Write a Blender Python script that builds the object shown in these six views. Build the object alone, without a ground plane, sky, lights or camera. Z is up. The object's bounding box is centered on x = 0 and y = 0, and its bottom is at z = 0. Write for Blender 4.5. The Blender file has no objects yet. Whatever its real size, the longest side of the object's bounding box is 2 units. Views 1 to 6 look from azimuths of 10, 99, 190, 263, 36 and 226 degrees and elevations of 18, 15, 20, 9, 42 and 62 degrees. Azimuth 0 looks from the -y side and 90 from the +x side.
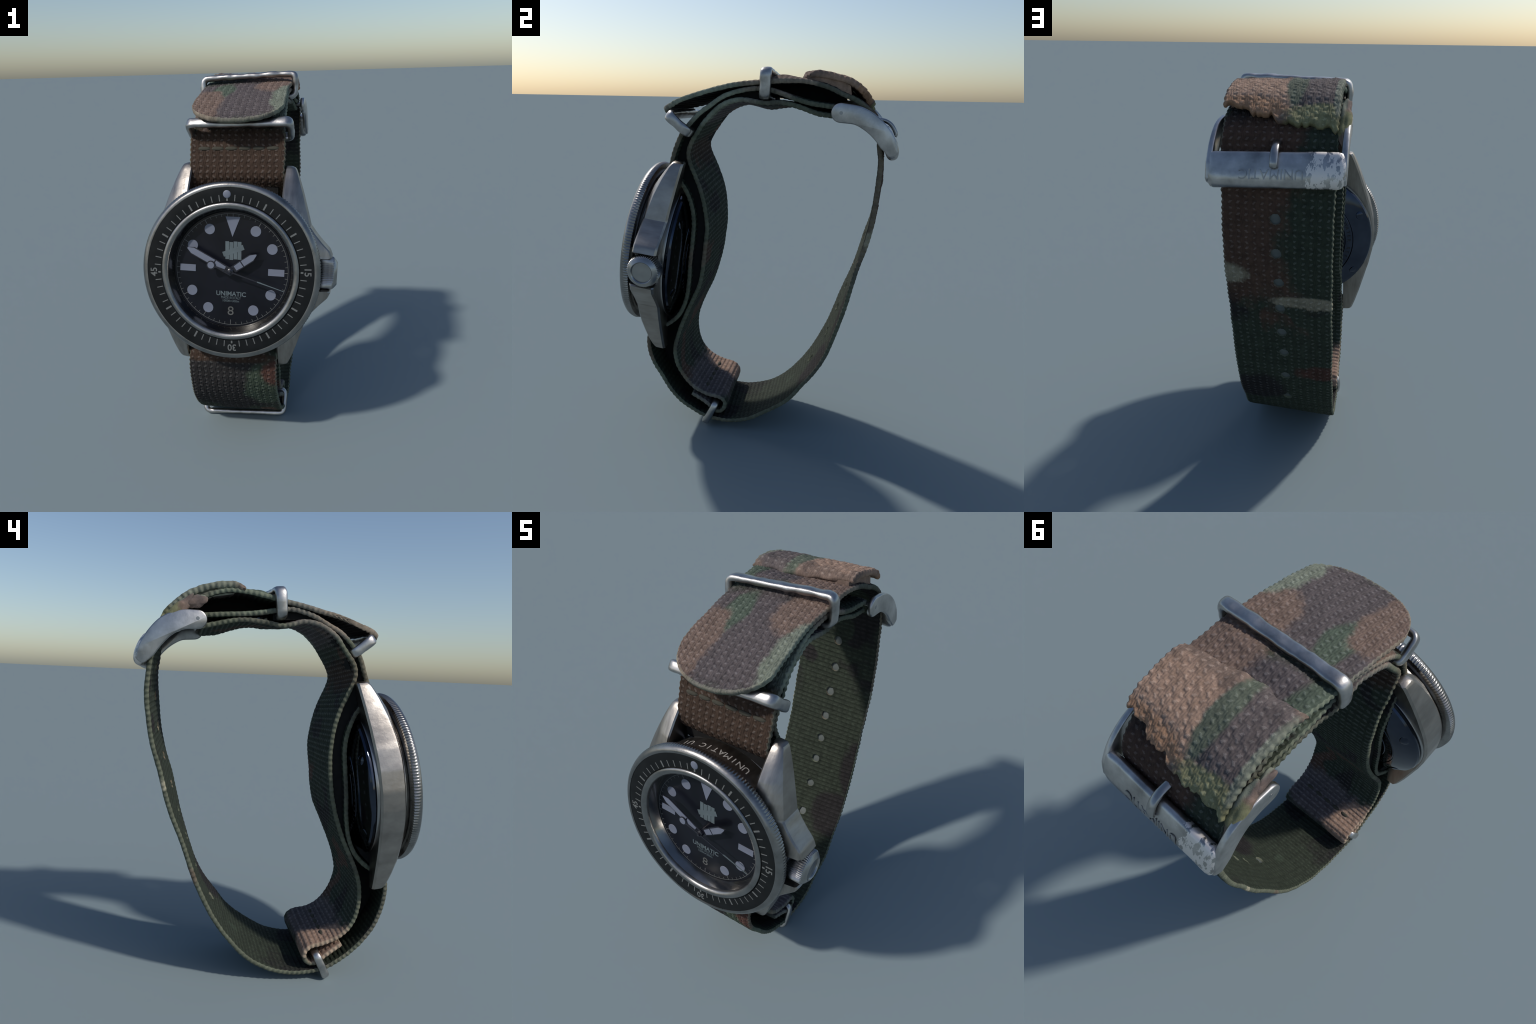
import bpy, math
import numpy as np
from mathutils import Matrix, Vector

rng = np.random.default_rng(7)
D2 = bpy.data

# ------------------------------------------------------------------ helpers
def empty(name):
    o = D2.objects.new(name, None)
    bpy.context.scene.collection.objects.link(o)
    return o

def link(o, parent=None, mw=None):
    bpy.context.scene.collection.objects.link(o)
    if parent is not None:
        o.parent = parent
    if mw is not None:
        o.matrix_local = mw
    return o

def mesh_from(name, verts, faces, mats=(), mat_idx=None, sharp=None):
    me = D2.meshes.new(name)
    me.from_pydata([tuple(map(float, v)) for v in verts], [], [tuple(map(int, f)) for f in faces])
    for m in mats:
        me.materials.append(m)
    if mat_idx is not None:
        me.polygons.foreach_set("material_index", np.asarray(mat_idx, dtype=np.int32))
    me.polygons.foreach_set("use_smooth", np.ones(len(me.polygons), dtype=bool))
    me.update()
    if sharp is not None:
        me.set_sharp_from_angle(angle=math.radians(sharp))
    return me

def obj(name, me, parent=None, mw=None):
    return link(D2.objects.new(name, me), parent, mw)

def fix_normals(me):
    import bmesh
    bm = bmesh.new(); bm.from_mesh(me)
    bmesh.ops.recalc_face_normals(bm, faces=bm.faces)
    bm.to_mesh(me); bm.free()

# smooth value noise (numpy), 3D lattice
_L = np.random.default_rng(3).random((32, 32, 32))
def vnoise(p, scale):
    q = np.asarray(p) * scale + 100.0
    i = np.floor(q).astype(int); f = q - i; f = f * f * (3 - 2 * f)
    i0 = i % 32; i1 = (i + 1) % 32
    r = 0
    for a in (0, 1):
        for b in (0, 1):
            for c in (0, 1):
                w = (f[..., 0] if a else 1 - f[..., 0]) * (f[..., 1] if b else 1 - f[..., 1]) * (f[..., 2] if c else 1 - f[..., 2])
                r = r + w * _L[(i1 if a else i0)[..., 0], (i1 if b else i0)[..., 1], (i1 if c else i0)[..., 2]]
    return r * 2 - 1

# ------------------------------------------------------------------ materials
def new_mat(name):
    m = D2.materials.new(name); m.use_nodes = True
    nt = m.node_tree
    return m, nt, nt.nodes["Principled BSDF"]

def noise_node(nt, scale, detail=3.0, rough=.55, dist=0.0, coord='Object'):
    tc = nt.nodes.new("ShaderNodeTexCoord")
    n = nt.nodes.new("ShaderNodeTexNoise")
    n.inputs["Scale"].default_value = scale
    n.inputs["Detail"].default_value = detail
    n.inputs["Roughness"].default_value = rough
    n.inputs["Distortion"].default_value = dist
    nt.links.new(tc.outputs[coord], n.inputs["Vector"])
    return n

def ramp(nt, fac, stops):
    r = nt.nodes.new("ShaderNodeValToRGB")
    els = r.color_ramp.elements
    els[0].position, els[0].color = stops[0][0], (*stops[0][1], 1)
    els[1].position, els[1].color = stops[-1][0], (*stops[-1][1], 1)
    for p, c in stops[1:-1]:
        e = els.new(p); e.color = (*c, 1)
    nt.links.new(fac, r.inputs["Fac"])
    return r

def metal(name, c0, c1, rough=.35, scale=9.0, metallic=1.0, streak=(1, 1, 1), bump=.02, coat=0):
    m, nt, b = new_mat(name)
    tc = nt.nodes.new("ShaderNodeTexCoord")
    mp = nt.nodes.new("ShaderNodeMapping"); mp.inputs["Scale"].default_value = streak
    n = nt.nodes.new("ShaderNodeTexNoise"); n.inputs["Scale"].default_value = scale
    n.inputs["Detail"].default_value = 5; n.inputs["Roughness"].default_value = .6
    nt.links.new(tc.outputs["Object"], mp.inputs["Vector"]); nt.links.new(mp.outputs[0], n.inputs["Vector"])
    r = ramp(nt, n.outputs["Fac"], [(.3, c0), (.7, c1)])
    nt.links.new(r.outputs["Color"], b.inputs["Base Color"])
    b.inputs["Metallic"].default_value = metallic
    mr = nt.nodes.new("ShaderNodeMapRange")
    mr.inputs["To Min"].default_value = rough * .8; mr.inputs["To Max"].default_value = rough * 1.25
    nt.links.new(n.outputs["Fac"], mr.inputs["Value"]); nt.links.new(mr.outputs["Result"], b.inputs["Roughness"])
    if bump:
        n2 = noise_node(nt, 60, 4)
        bp = nt.nodes.new("ShaderNodeBump"); bp.inputs["Strength"].default_value = .25; bp.inputs["Distance"].default_value = bump * .1
        nt.links.new(n2.outputs["Fac"], bp.inputs["Height"]); nt.links.new(bp.outputs[0], b.inputs["Normal"])
    b.inputs["Coat Weight"].default_value = coat
    return m

def plain(name, c, rough=.5, spec=.5, coat=0, metallic=0, var=.15, scale=14):
    m, nt, b = new_mat(name)
    n = noise_node(nt, scale, 4)
    c0 = tuple(x * (1 - var) for x in c); c1 = tuple(min(1, x * (1 + var)) for x in c)
    r = ramp(nt, n.outputs["Fac"], [(.3, c0), (.7, c1)])
    nt.links.new(r.outputs["Color"], b.inputs["Base Color"])
    b.inputs["Roughness"].default_value = rough
    b.inputs["Specular IOR Level"].default_value = spec
    b.inputs["Coat Weight"].default_value = coat
    b.inputs["Coat Roughness"].default_value = .08
    b.inputs["Metallic"].default_value = metallic
    return m

# camouflage colours, some darkened with the shade baked into the scan
BROWN = (.165, .116, .094)
DEEP = (.080, .047, .034)
UMBER = (.048, .030, .021)  # brown lowered to hold the shading over the upper front strap
MOSS = (.046, .062, .043)
PURPLE = (.096, .081, .082)
BLACK = (.023, .021, .021)
GREEN = (.080, .103, .077)
DKGREEN = (.034, .043, .030)  # back-strap green deepened to include the dim interior of the loop
KHAKI = (.23, .205, .150)
PALE = (.165, .185, .145)
TAN = (.31, .205, .150)
RUST = (.070, .034, .026)
OLIVE = (.20, .20, .105)
RUSTY = (.33, .19, .115)

# dye patches: centre, radii, dye (metres, printed patches of the woven cloth)
PATCHES = [
    ((-.05, .25, .35), (.60, .60, .62), DKGREEN),
    ((-.05, .60, 1.45), (.60, .20, .46), DEEP),
    ((-.30, .62, 1.30), (.24, .25, .36), DKGREEN),
    ((-.30, .62, 1.72), (.17, .14, .20), DKGREEN),
    ((.18, .610, 1.15), (.100, .045, .060), KHAKI),
    ((-.19, .575, 1.02), (.19, .042, .036), KHAKI),
    ((-.26, .435, .555), (.15, .05, .06), RUST),
    ((-.22, -.02, .02), (.085, .09, .040), KHAKI),
    ((.08, .33, .44), (.16, .12, .14), BLACK),
    # lower front loop
    ((-.08, -.56, .33), (.40, .12, .32), BLACK),
    ((.13, -.58, .36), (.14, .14, .18), MOSS),
    ((.19, -.60, .47), (.09, .10, .09), RUST),
    ((-.12, -.60, .56), (.30, .08, .04), UMBER),
    # fold around the ring below
    ((-.04, -.26, .25), (.34, .14, .16), PURPLE),
    ((-.31, -.27, .22), (.17, .14, .13), TAN),
    ((-.24, -.17, .20), (.14, .05, .08), TAN),
    # front above the case
    ((-.03, -.42, 1.60), (.45, .12, .20), UMBER),
    # loose tail on top
    ((-.05, -.25, 1.88), (.42, .34, .16), PURPLE),
    ((-.15, -.13, 1.90), (.065, .17, .10), GREEN),
    ((-.21, -.32, 1.86), (.10, .21, .12), BROWN),
    ((-.16, -.46, 1.80), (.05, .05, .05), BROWN),
    ((.13, -.04, 1.92), (.12, .18, .05), BROWN),
    ((.215, -.27, 1.85), (.085, .22, .14), PALE),
    # behind the keeper
    ((.10, .18, 1.93), (.19, .15, .08), BROWN),
    ((-.14, .18, 1.93), (.13, .12, .08), PURPLE),
    ((-.27, .20, 1.93), (.07, .17, .09), GREEN),
]

WORN = [
    ((-.05, .40, 1.92), (.60, .40, .40), BROWN),
    ((.06, .44, 1.93), (.20, .16, .18), TAN),
    ((.10, .53, 1.86), (.20, .05, .08), RUSTY),
    ((-.20, .38, 1.93), (.14, .21, .16), PURPLE),
    ((-.10, .37, 1.94), (.045, .19, .12), GREEN),
    ((-.22, .55, 1.84), (.16, .07, .08), OLIVE),
    ((-.29, .40, 1.92), (.03, .20, .12), PALE),
]
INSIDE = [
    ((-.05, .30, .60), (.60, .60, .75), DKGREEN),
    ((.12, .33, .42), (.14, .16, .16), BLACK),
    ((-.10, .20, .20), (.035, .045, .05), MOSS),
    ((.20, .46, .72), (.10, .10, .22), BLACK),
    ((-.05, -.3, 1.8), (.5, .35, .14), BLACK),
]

def camo_group(name, patches):
    g = D2.node_groups.new(name, "ShaderNodeTree")
    g.interface.new_socket("Color", in_out='OUTPUT', socket_type='NodeSocketColor')
    out = g.nodes.new("NodeGroupOutput")
    L = g.links
    tc = g.nodes.new("ShaderNodeTexCoord")
    n = g.nodes.new("ShaderNodeTexNoise"); n.inputs["Scale"].default_value = 3.2; n.inputs["Detail"].default_value = 2
    L.new(tc.outputs["Object"], n.inputs["Vector"])
    base = g.nodes.new("ShaderNodeValToRGB")
    base.color_ramp.interpolation = 'LINEAR'
    e = base.color_ramp.elements
    e[0].position, e[0].color = .44, (*BLACK, 1)
    e[1].position, e[1].color = .47, (*DKGREEN, 1)
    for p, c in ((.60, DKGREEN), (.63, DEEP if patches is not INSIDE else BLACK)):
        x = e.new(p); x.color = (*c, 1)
    L.new(n.outputs["Fac"], base.inputs["Fac"])
    cur = base.outputs["Color"]
    en = g.nodes.new("ShaderNodeTexNoise"); en.inputs["Scale"].default_value = 11.0; en.inputs["Detail"].default_value = 6; en.inputs["Roughness"].default_value = .68
    L.new(tc.outputs["Object"], en.inputs["Vector"])
    for c, r, dye in patches:
        s = g.nodes.new("ShaderNodeVectorMath"); s.operation = 'SUBTRACT'; s.inputs[1].default_value = c
        d = g.nodes.new("ShaderNodeVectorMath"); d.operation = 'DIVIDE'; d.inputs[1].default_value = r
        ln = g.nodes.new("ShaderNodeVectorMath"); ln.operation = 'LENGTH'
        L.new(tc.outputs["Object"], s.inputs[0]); L.new(s.outputs[0], d.inputs[0]); L.new(d.outputs[0], ln.inputs[0])
        a = g.nodes.new("ShaderNodeMath"); a.operation = 'MULTIPLY_ADD'; a.inputs[1].default_value = .9
        L.new(en.outputs["Fac"], a.inputs[0]); L.new(ln.outputs["Value"], a.inputs[2])
        mr = g.nodes.new("ShaderNodeMapRange")
        mr.inputs["From Min"].default_value = 1.60; mr.inputs["From Max"].default_value = 1.25
        mr.interpolation_type = 'SMOOTHSTEP'
        L.new(a.outputs[0], mr.inputs["Value"])
        mx = g.nodes.new("ShaderNodeMix"); mx.data_type = 'RGBA'
        L.new(mr.outputs["Result"], mx.inputs[0]); L.new(cur, mx.inputs[6]); mx.inputs[7].default_value = (*dye, 1)
        cur = mx.outputs[2]
    L.new(cur, out.inputs[0])
    return g

CAMO = camo_group("camouflage_dye", PATCHES)
CAMO_IN = camo_group("camouflage_inside_darkened", INSIDE)
CAMO_WORN = camo_group("camouflage_dye_frayed", WORN)

def cloth(name, gain, tint=(1, 1, 1), mixto=None, mixf=0.0, fib=220, dye=None):
    m, nt, b = new_mat(name)
    g = nt.nodes.new("ShaderNodeGroup"); g.node_tree = dye or CAMO
    n = noise_node(nt, 28, 4, .7)
    mr = nt.nodes.new("ShaderNodeMapRange"); mr.inputs["To Min"].default_value = .55 * gain; mr.inputs["To Max"].default_value = 1.45 * gain
    mr.inputs["From Min"].default_value = .2; mr.inputs["From Max"].default_value = .8
    nt.links.new(n.outputs["Fac"], mr.inputs["Value"])
    col = g.outputs[0]
    if mixto:
        mx = nt.nodes.new("ShaderNodeMix"); mx.data_type = 'RGBA'; mx.inputs[0].default_value = mixf
        mx.inputs[7].default_value = (*mixto, 1); nt.links.new(col, mx.inputs[6]); col = mx.outputs[2]
    vm = nt.nodes.new("ShaderNodeVectorMath"); vm.operation = 'SCALE'
    nt.links.new(col, vm.inputs[0]); nt.links.new(mr.outputs["Result"], vm.inputs["Scale"])
    nt.links.new(vm.outputs[0], b.inputs["Base Color"])
    b.inputs["Roughness"].default_value = .85
    b.inputs["Specular IOR Level"].default_value = .2
    n2 = noise_node(nt, fib, 3)
    bp = nt.nodes.new("ShaderNodeBump"); bp.inputs["Strength"].default_value = .4; bp.inputs["Distance"].default_value = .003
    nt.links.new(n2.outputs["Fac"], bp.inputs["Height"]); nt.links.new(bp.outputs[0], b.inputs["Normal"])
    return m

M_WARP = cloth("woven_nylon_warp", .88)
M_WEFT = cloth("woven_nylon_weft", 1.20, mixto=(.17, .17, .165), mixf=.16)
M_WARP_IN = cloth("woven_nylon_inside_warp_shade_darkened", .66, dye=CAMO_IN)  # gain reduced: occlusion on the inner faces is tinted into the cloth
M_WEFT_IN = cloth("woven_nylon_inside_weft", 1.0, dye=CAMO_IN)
M_SELV = cloth("woven_nylon_selvage", 1.35, mixto=(.14, .145, .105), mixf=.42)
M_WORN = cloth("frayed_nylon", .95, mixto=(.25, .19, .14), mixf=.10, dye=CAMO_WORN)
M_WORN2 = cloth("frayed_nylon_weft", 1.3, mixto=(.25, .22, .18), mixf=.2, dye=CAMO_WORN)
M_STEEL = metal("brushed_steel", (.30, .295, .285), (.42, .415, .41), .30, 6, streak=(1, 1, 6))
M_CASE = metal("satin_steel", (.27, .245, .222), (.40, .37, .338), .34, 8, streak=(5, 1, 1))
M_BEZEL = metal("polished_bezel_steel", (.21, .205, .195), (.34, .33, .32), .28, 10)
M_HARD = metal("worn_buckle_steel", (.30, .29, .28), (.62, .60, .58), .34, 9)
M_DARKM = metal("mirror_dark_steel", (.030, .037, .055), (.065, .078, .108), .08, 5, bump=0)  # blue-black base paints in the dark surroundings mirrored by the case back
M_REHAUT = metal("mirror_flange", (.16, .155, .15), (.32, .31, .30), .15, 5, bump=0)
M_INK = metal("engraved_steel", (.28, .28, .28), (.40, .40, .40), .42, 9, bump=0)
M_ETCH = plain("etched_letter", (.42, .39, .35), .45)
M_FAINT = metal("faint_engraving", (.05, .05, .055), (.09, .09, .095), .35, 9, bump=0)
M_INSERT = plain("black_bezel_insert", (.0075, .0085, .009), .45, .15, var=.25)
M_TICK = plain("printed_silver_mark", (.120, .125, .122), .5)
M_DIAL = plain("gloss_black_dial", (.0055, .0062, .010), .30, .22, coat=.05, var=.4, scale=5)
M_LUME = plain("lume_paint", (.135, .150, .195), .5, var=.08, scale=8)
M_LOGO = plain("grey_print", (.090, .115, .125), .5)
M_WHEEL = plain("date_wheel_print", (.085, .085, .08), .5)
M_HAND = plain("black_hand", (.010, .010, .016), .3, coat=.3)
M_PACK = plain("near_black_fill", (.012, .012, .012), .9, .1, scale=40)
M_PLUG = plain("sealed_eyelet", (.095, .108, .104), .6, scale=30)
M_STITCH = plain("stitch_thread", (.055, .052, .040), .8, .2, scale=40)

def pale_patched_plate():
    """buckle steel with jagged pale patches toward its left end"""
    m = metal("pale_patched_buckle_steel", (.30, .29, .28), (.62, .60, .58), .34, 9)
    nt = m.node_tree; b = nt.nodes["Principled BSDF"]; L = nt.links
    tc = nt.nodes.new("ShaderNodeTexCoord")
    mp = nt.nodes.new("ShaderNodeMapping"); mp.inputs["Scale"].default_value = (30, 14, 14); mp.inputs["Rotation"].default_value = (0, .7, .2)
    v = nt.nodes.new("ShaderNodeTexNoise"); v.inputs["Scale"].default_value = 1.5; v.inputs["Detail"].default_value = 4; v.inputs["Roughness"].default_value = .65
    L.new(tc.outputs["Object"], mp.inputs["Vector"]); L.new(mp.outputs[0], v.inputs["Vector"])
    sx = nt.nodes.new("ShaderNodeSeparateXYZ"); L.new(tc.outputs["Object"], sx.inputs[0])
    a = nt.nodes.new("ShaderNodeMapRange"); a.inputs["From Min"].default_value = -.03; a.inputs["From Max"].default_value = -.22
    L.new(sx.outputs["X"], a.inputs["Value"])
    lt = nt.nodes.new("ShaderNodeMath"); lt.operation = 'LESS_THAN'
    mu = nt.nodes.new("ShaderNodeMath"); mu.operation = 'MULTIPLY'; mu.inputs[1].default_value = .53
    L.new(a.outputs["Result"], mu.inputs[0]); L.new(v.outputs["Fac"], lt.inputs[0]); L.new(mu.outputs[0], lt.inputs[1])
    old = b.inputs["Base Color"].links[0].from_socket
    mx = nt.nodes.new("ShaderNodeMix"); mx.data_type = 'RGBA'; mx.inputs[7].default_value = (.80, .75, .71, 1)
    L.new(lt.outputs[0], mx.inputs[0]); L.new(old, mx.inputs[6]); L.new(mx.outputs[2], b.inputs["Base Color"])
    oldr = b.inputs["Roughness"].links[0].from_socket
    mr = nt.nodes.new("ShaderNodeMix"); mr.data_type = 'FLOAT'; mr.inputs[3].default_value = .6
    L.new(lt.outputs[0], mr.inputs[0]); L.new(oldr, mr.inputs[2]); L.new(mr.outputs[0], b.inputs["Roughness"])
    return m
M_PLATE = pale_patched_plate()

# ------------------------------------------------------------------ root
root = empty("wristwatch")
root["label"] = "steel diver wristwatch with woven camouflage strap, buckled and standing"
root["category"] = "wristwatch"

# watch frame: local x = 3 o'clock, local y = 12 o'clock, local z = out of the dial
X0 = Vector((.724, .016, .013)).normalized()
Z0 = Vector((0, .136, .991)); Z0 = (Z0 - X0 * Z0.dot(X0)).normalized()
tw = math.radians(3.3)
XC = X0 * math.cos(tw) - Z0 * math.sin(tw)
YC = Z0 * math.cos(tw) + X0 * math.sin(tw)
NC = XC.cross(YC)
FR = Matrix.Identity(4)
for i in range(3):
    FR[i][0], FR[i][1], FR[i][2], FR[i][3] = XC[i], YC[i], NC[i], (-.039, -.650, 1.05)[i]

# ------------------------------------------------------------------ lathe
def lathe(name, prof, seg, mats, parent, mw=None, ridge=None, sharp=28, closed=False, faces_mat=None):
    """prof: list of (r, h) ; ridge(theta, k) adds to the radius of profile point k"""
    th = np.arange(seg) * 2 * np.pi / seg
    V = []
    for k, (r, h) in enumerate(prof):
        rr = r + (ridge(th, k) if ridge else 0) + th * 0
        V.append(np.stack([rr * np.cos(th), rr * np.sin(th), th * 0 + h], 1))
    V = np.concatenate(V); F = []
    K = len(prof)
    for k in range(K - 1):
        for i in range(seg):
            j = (i + 1) % seg
            F.append((k * seg + i, k * seg + j, (k + 1) * seg + j, (k + 1) * seg + i))
    if prof[0][0] > 1e-6 and closed: F.append(tuple(range(seg))[::-1])
    if prof[-1][0] > 1e-6 and closed: F.append(tuple((K - 1) * seg + i for i in range(seg)))
    me = mesh_from(name, V, F, mats, sharp=None)
    fix_normals(me); me.set_sharp_from_angle(angle=math.radians(sharp))
    return obj(name, me, parent, mw)

def slab(name, pts, z0, z1, mat, bev=0.0):
    """flat polygon (x,y) extruded from z0 to z1"""
    n = len(pts)
    V = [(x, y, z0) for x, y in pts]
    if bev:
        c = np.mean(pts, 0)
        d = [np.array(p) - c for p in pts]
        V += [(x, y, z1 - bev) for x, y in pts]
        V += [tuple(c + v * (1 - bev / max(1e-6, np.linalg.norm(v)))) + (z1,) for v in d]
        F = [tuple(range(n))[::-1], tuple(range(2 * n, 3 * n))]
        for k in (0, 1):
            for i in range(n):
                j = (i + 1) % n
                F.append((k * n + i, k * n + j, (k + 1) * n + j, (k + 1) * n + i))
    else:
        V += [(x, y, z1) for x, y in pts]
        F = [tuple(range(n))[::-1], tuple(range(n, 2 * n))]
        for i in range(n):
            j = (i + 1) % n
            F.append((i, j, n + j, n + i))
    me = mesh_from(name, V, F, [mat]); fix_normals(me); me.set_sharp_from_angle(angle=math.radians(30))
    return me

def disc_pts(r, n=32, c=(0, 0)):
    return [(c[0] + r * math.cos(2 * math.pi * i / n), c[1] + r * math.sin(2 * math.pi * i / n)) for i in range(n)]

def text_mesh(name, s, height, mat, depth=.002, width=None, bold=0.0, spacing=1.0):
    cu = D2.curves.new(name, 'FONT'); cu.body = s; cu.align_x = 'CENTER'; cu.align_y = 'CENTER'
    cu.extrude = .5; cu.offset = bold; cu.space_character = spacing; cu.resolution_u = 4
    o = D2.objects.new(name, cu); bpy.context.scene.collection.objects.link(o)
    dg = bpy.context.evaluated_depsgraph_get()
    me = D2.meshes.new_from_object(o.evaluated_get(dg))
    D2.objects.remove(o); D2.curves.remove(cu)
    n = len(me.vertices); co = np.zeros(n * 3); me.vertices.foreach_get("co", co); co = co.reshape(-1, 3)
    mn, mx = co.min(0), co.max(0)
    co -= (mn + mx) / 2
    sy = height / (mx[1] - mn[1]); sx = (width / (mx[0] - mn[0])) if width else sy
    co *= np.array([sx, sy, depth / (mx[2] - mn[2])])
    me.vertices.foreach_set("co", co.ravel())
    me.materials.clear(); me.materials.append(mat); me.name = name; me.update()
    return me

def T(x, y, z=0.0, rot=0.0):
    return Matrix.Translation((x, y, z)) @ Matrix.Rotation(rot, 4, 'Z')

def clock(r, deg):
    a = math.radians(deg)
    return r * math.sin(a), r * math.cos(a)

# ------------------------------------------------------------------ case
def tab(x, xs, ys): return np.interp(x, xs, ys)

def case_mesh():
    V, F = [], []
    def add(v, f):
        b = len(V); V.extend(v); F.extend([tuple(b + i for i in q) for q in f])
    # round middle
    seg = 160; th = np.arange(seg) * 2 * np.pi / seg
    prof = [(.335, -.045), (.398, -.045), (.410, -.052), (.417, -.066), (.417, -.120), (.412, -.170), (.402, -.195), (.30, -.197)]
    v = []; f = []
    for r, h in prof:
        v += [(r * math.cos(t), r * math.sin(t), h) for t in th]
    for k in range(len(prof) - 1):
        for i in range(seg):
            j = (i + 1) % seg; f.append((k * seg + i, k * seg + j, (k + 1) * seg + j, (k + 1) * seg + i))
    f.append(tuple((len(prof) - 1) * seg + i for i in range(seg)))
    add(v, f)
    # two flanks that run out into lugs; the right one carries the crown guards
    for sx in (-1, 1):
        ys = np.concatenate([np.linspace(0, .08, 6), [.083], np.linspace(.09, .26, 22), np.linspace(.27, .527, 34)])
        ys = np.unique(np.concatenate([-ys, ys]))
        v = []; n = 0
        for y in ys:
            a = abs(y)
            xo = tab(a, [0, .1, .2, .235, .3, .4, .47, .51, .522, .527], [.425, .417, .395, .384, .366, .336, .312, .296, .287, .272])
            if sx > 0:
                g = tab(a, [0, .082, .083, .090, .12, .16, .20, .235, .3], [.425, .425, .492, .500, .487, .447, .412, .386, 0])
                xo = max(xo, g) if a > .0825 else .425
            xi = max(.238, math.sqrt(max(0, .352 ** 2 - a * a)) if a < .262 else 0)
            fo = tab(a, [0, .15, .25, .35, .44, .50, .52, .527], [-.068, -.069, -.080, -.102, -.132, -.158, -.172, -.182])
            fi = tab(a, [0, .30, .385, .45, .50, .52, .527], [-.050, -.055, -.080, -.118, -.152, -.168, -.180])
            if sx > 0 and a > .083 and a < .24:
                fo = fo - .004 * min(1, (xo - .40) / .08) if xo > .40 else fo
            re = tab(a, [0, .15, .30, .42, .52, .527], [-.196, -.198, -.208, -.220, -.230, -.222])
            c = .010
            xm = xi + (xo - xi) * .55; fm = fi + (fo - fi) * .35
            pts = [(xi, re), (xi, fi - c * .7), (xi + c * .7, fi), (xm, fm), (xo - c, fo), (xo - c * .2, fo - c * .8),
                   (xo, fo - c * 2), (xo, re + c), (xo - c, re)]
            n = len(pts)
            v += [(sx * p[0], y, p[1]) for p in pts]
        f = []
        m = len(ys)
        for k in range(m - 1):
            for i in range(n):
                j = (i + 1) % n; f.append((k * n + i, k * n + j, (k + 1) * n + j, (k + 1) * n + i))
        f.append(tuple(range(n))); f.append(tuple((m - 1) * n + i for i in range(n)))
        add(v, f)
    me = mesh_from("case", V, F, [M_CASE]); fix_normals(me); me.set_sharp_from_angle(angle=math.radians(26))
    return me

case = obj("case", case_mesh(), root, FR)

# engraved maker's line on the case band between the upper lugs
word = "UNIMATIC U1"
for i, ch in enumerate(word):
    if ch == " ": continue
    a = math.radians((5 - i) * 4.6)      # reads from the band's outside, 12 o'clock side
    me = text_mesh("engraved_letter", ch, .032, M_ETCH, .002)
    r = .4160
    # letter plane: normal = radial, up = out of dial reversed
    rad = Vector((math.sin(a), math.cos(a), 0)); up = Vector((0, 0, 1)); ri = up.cross(rad)
    m = Matrix.Identity(4)
    for k in range(3):
        m[k][0], m[k][1], m[k][2], m[k][3] = ri[k], up[k], rad[k], (rad * r)[k] + (0, 0, -.108)[k]
    obj("engraved_letter", me, case, m)

for s in (-1, 1):
    bar = lathe("spring_bar", [(0, -.245), (.012, -.245), (.012, .245), (0, .245)], 16, [M_DARKM], case,
                Matrix.Translation((0, s * .455, -.185)) @ Matrix.Rotation(math.pi / 2, 4, 'Y'))

# case back
back = lathe("case_back", [(.404, -.214), (.407, -.218), (.409, -.228), (.404, -.238), (.390, -.247), (.372, -.256), (.345, -.268),
                           (.320, -.277), (.302, -.281), (.299, -.279), (.296, -.282), (.256, -.286), (.253, -.284), (.250, -.287), (0, -.290)],
             160, [M_DARKM], root, FR, sharp=22)
lathe("case_back_ring", [(.396, -.180), (.411, -.192), (.413, -.203), (.411, -.212), (.400, -.214)], 160, [M_STEEL], back, sharp=30)
for i in range(6):
    x, y = clock(.372, -65.4 + i * 60)
    th = np.linspace(0, np.pi / 2, 7)
    nb = lathe("wrench_notch", [(.026 * math.cos(t), .006 * math.sin(t)) for t in th] , 28, [M_DARKM], back,
               Matrix.Translation((x, y, -.2535)) @ Vector((0, 0, 1)).rotation_difference(Vector((x * 1.9, y * 1.9, -1.05)).normalized()).to_matrix().to_4x4())
ring_txt = "MADE IN ITALY o AUTOMATIC o WATER RESISTANT o STAINLESS STEEL o "
for i, ch in enumerate(ring_txt):
    if ch == " ": continue
    a = i * 2 * math.pi / len(ring_txt)
    me = text_mesh("engraved_letter", ch, .022, M_FAINT, .0018)
    rad = Vector((math.cos(a), math.sin(a), 0)); zz = Vector((0, 0, -1)); ri = rad.cross(zz)
    m = Matrix.Identity(4)
    for k in range(3):
        m[k][0], m[k][1], m[k][2], m[k][3] = ri[k], rad[k], zz[k], (rad * .276)[k] + (0, 0, -.2842)[k]
    obj("engraved_letter", me, back, m)

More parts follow.
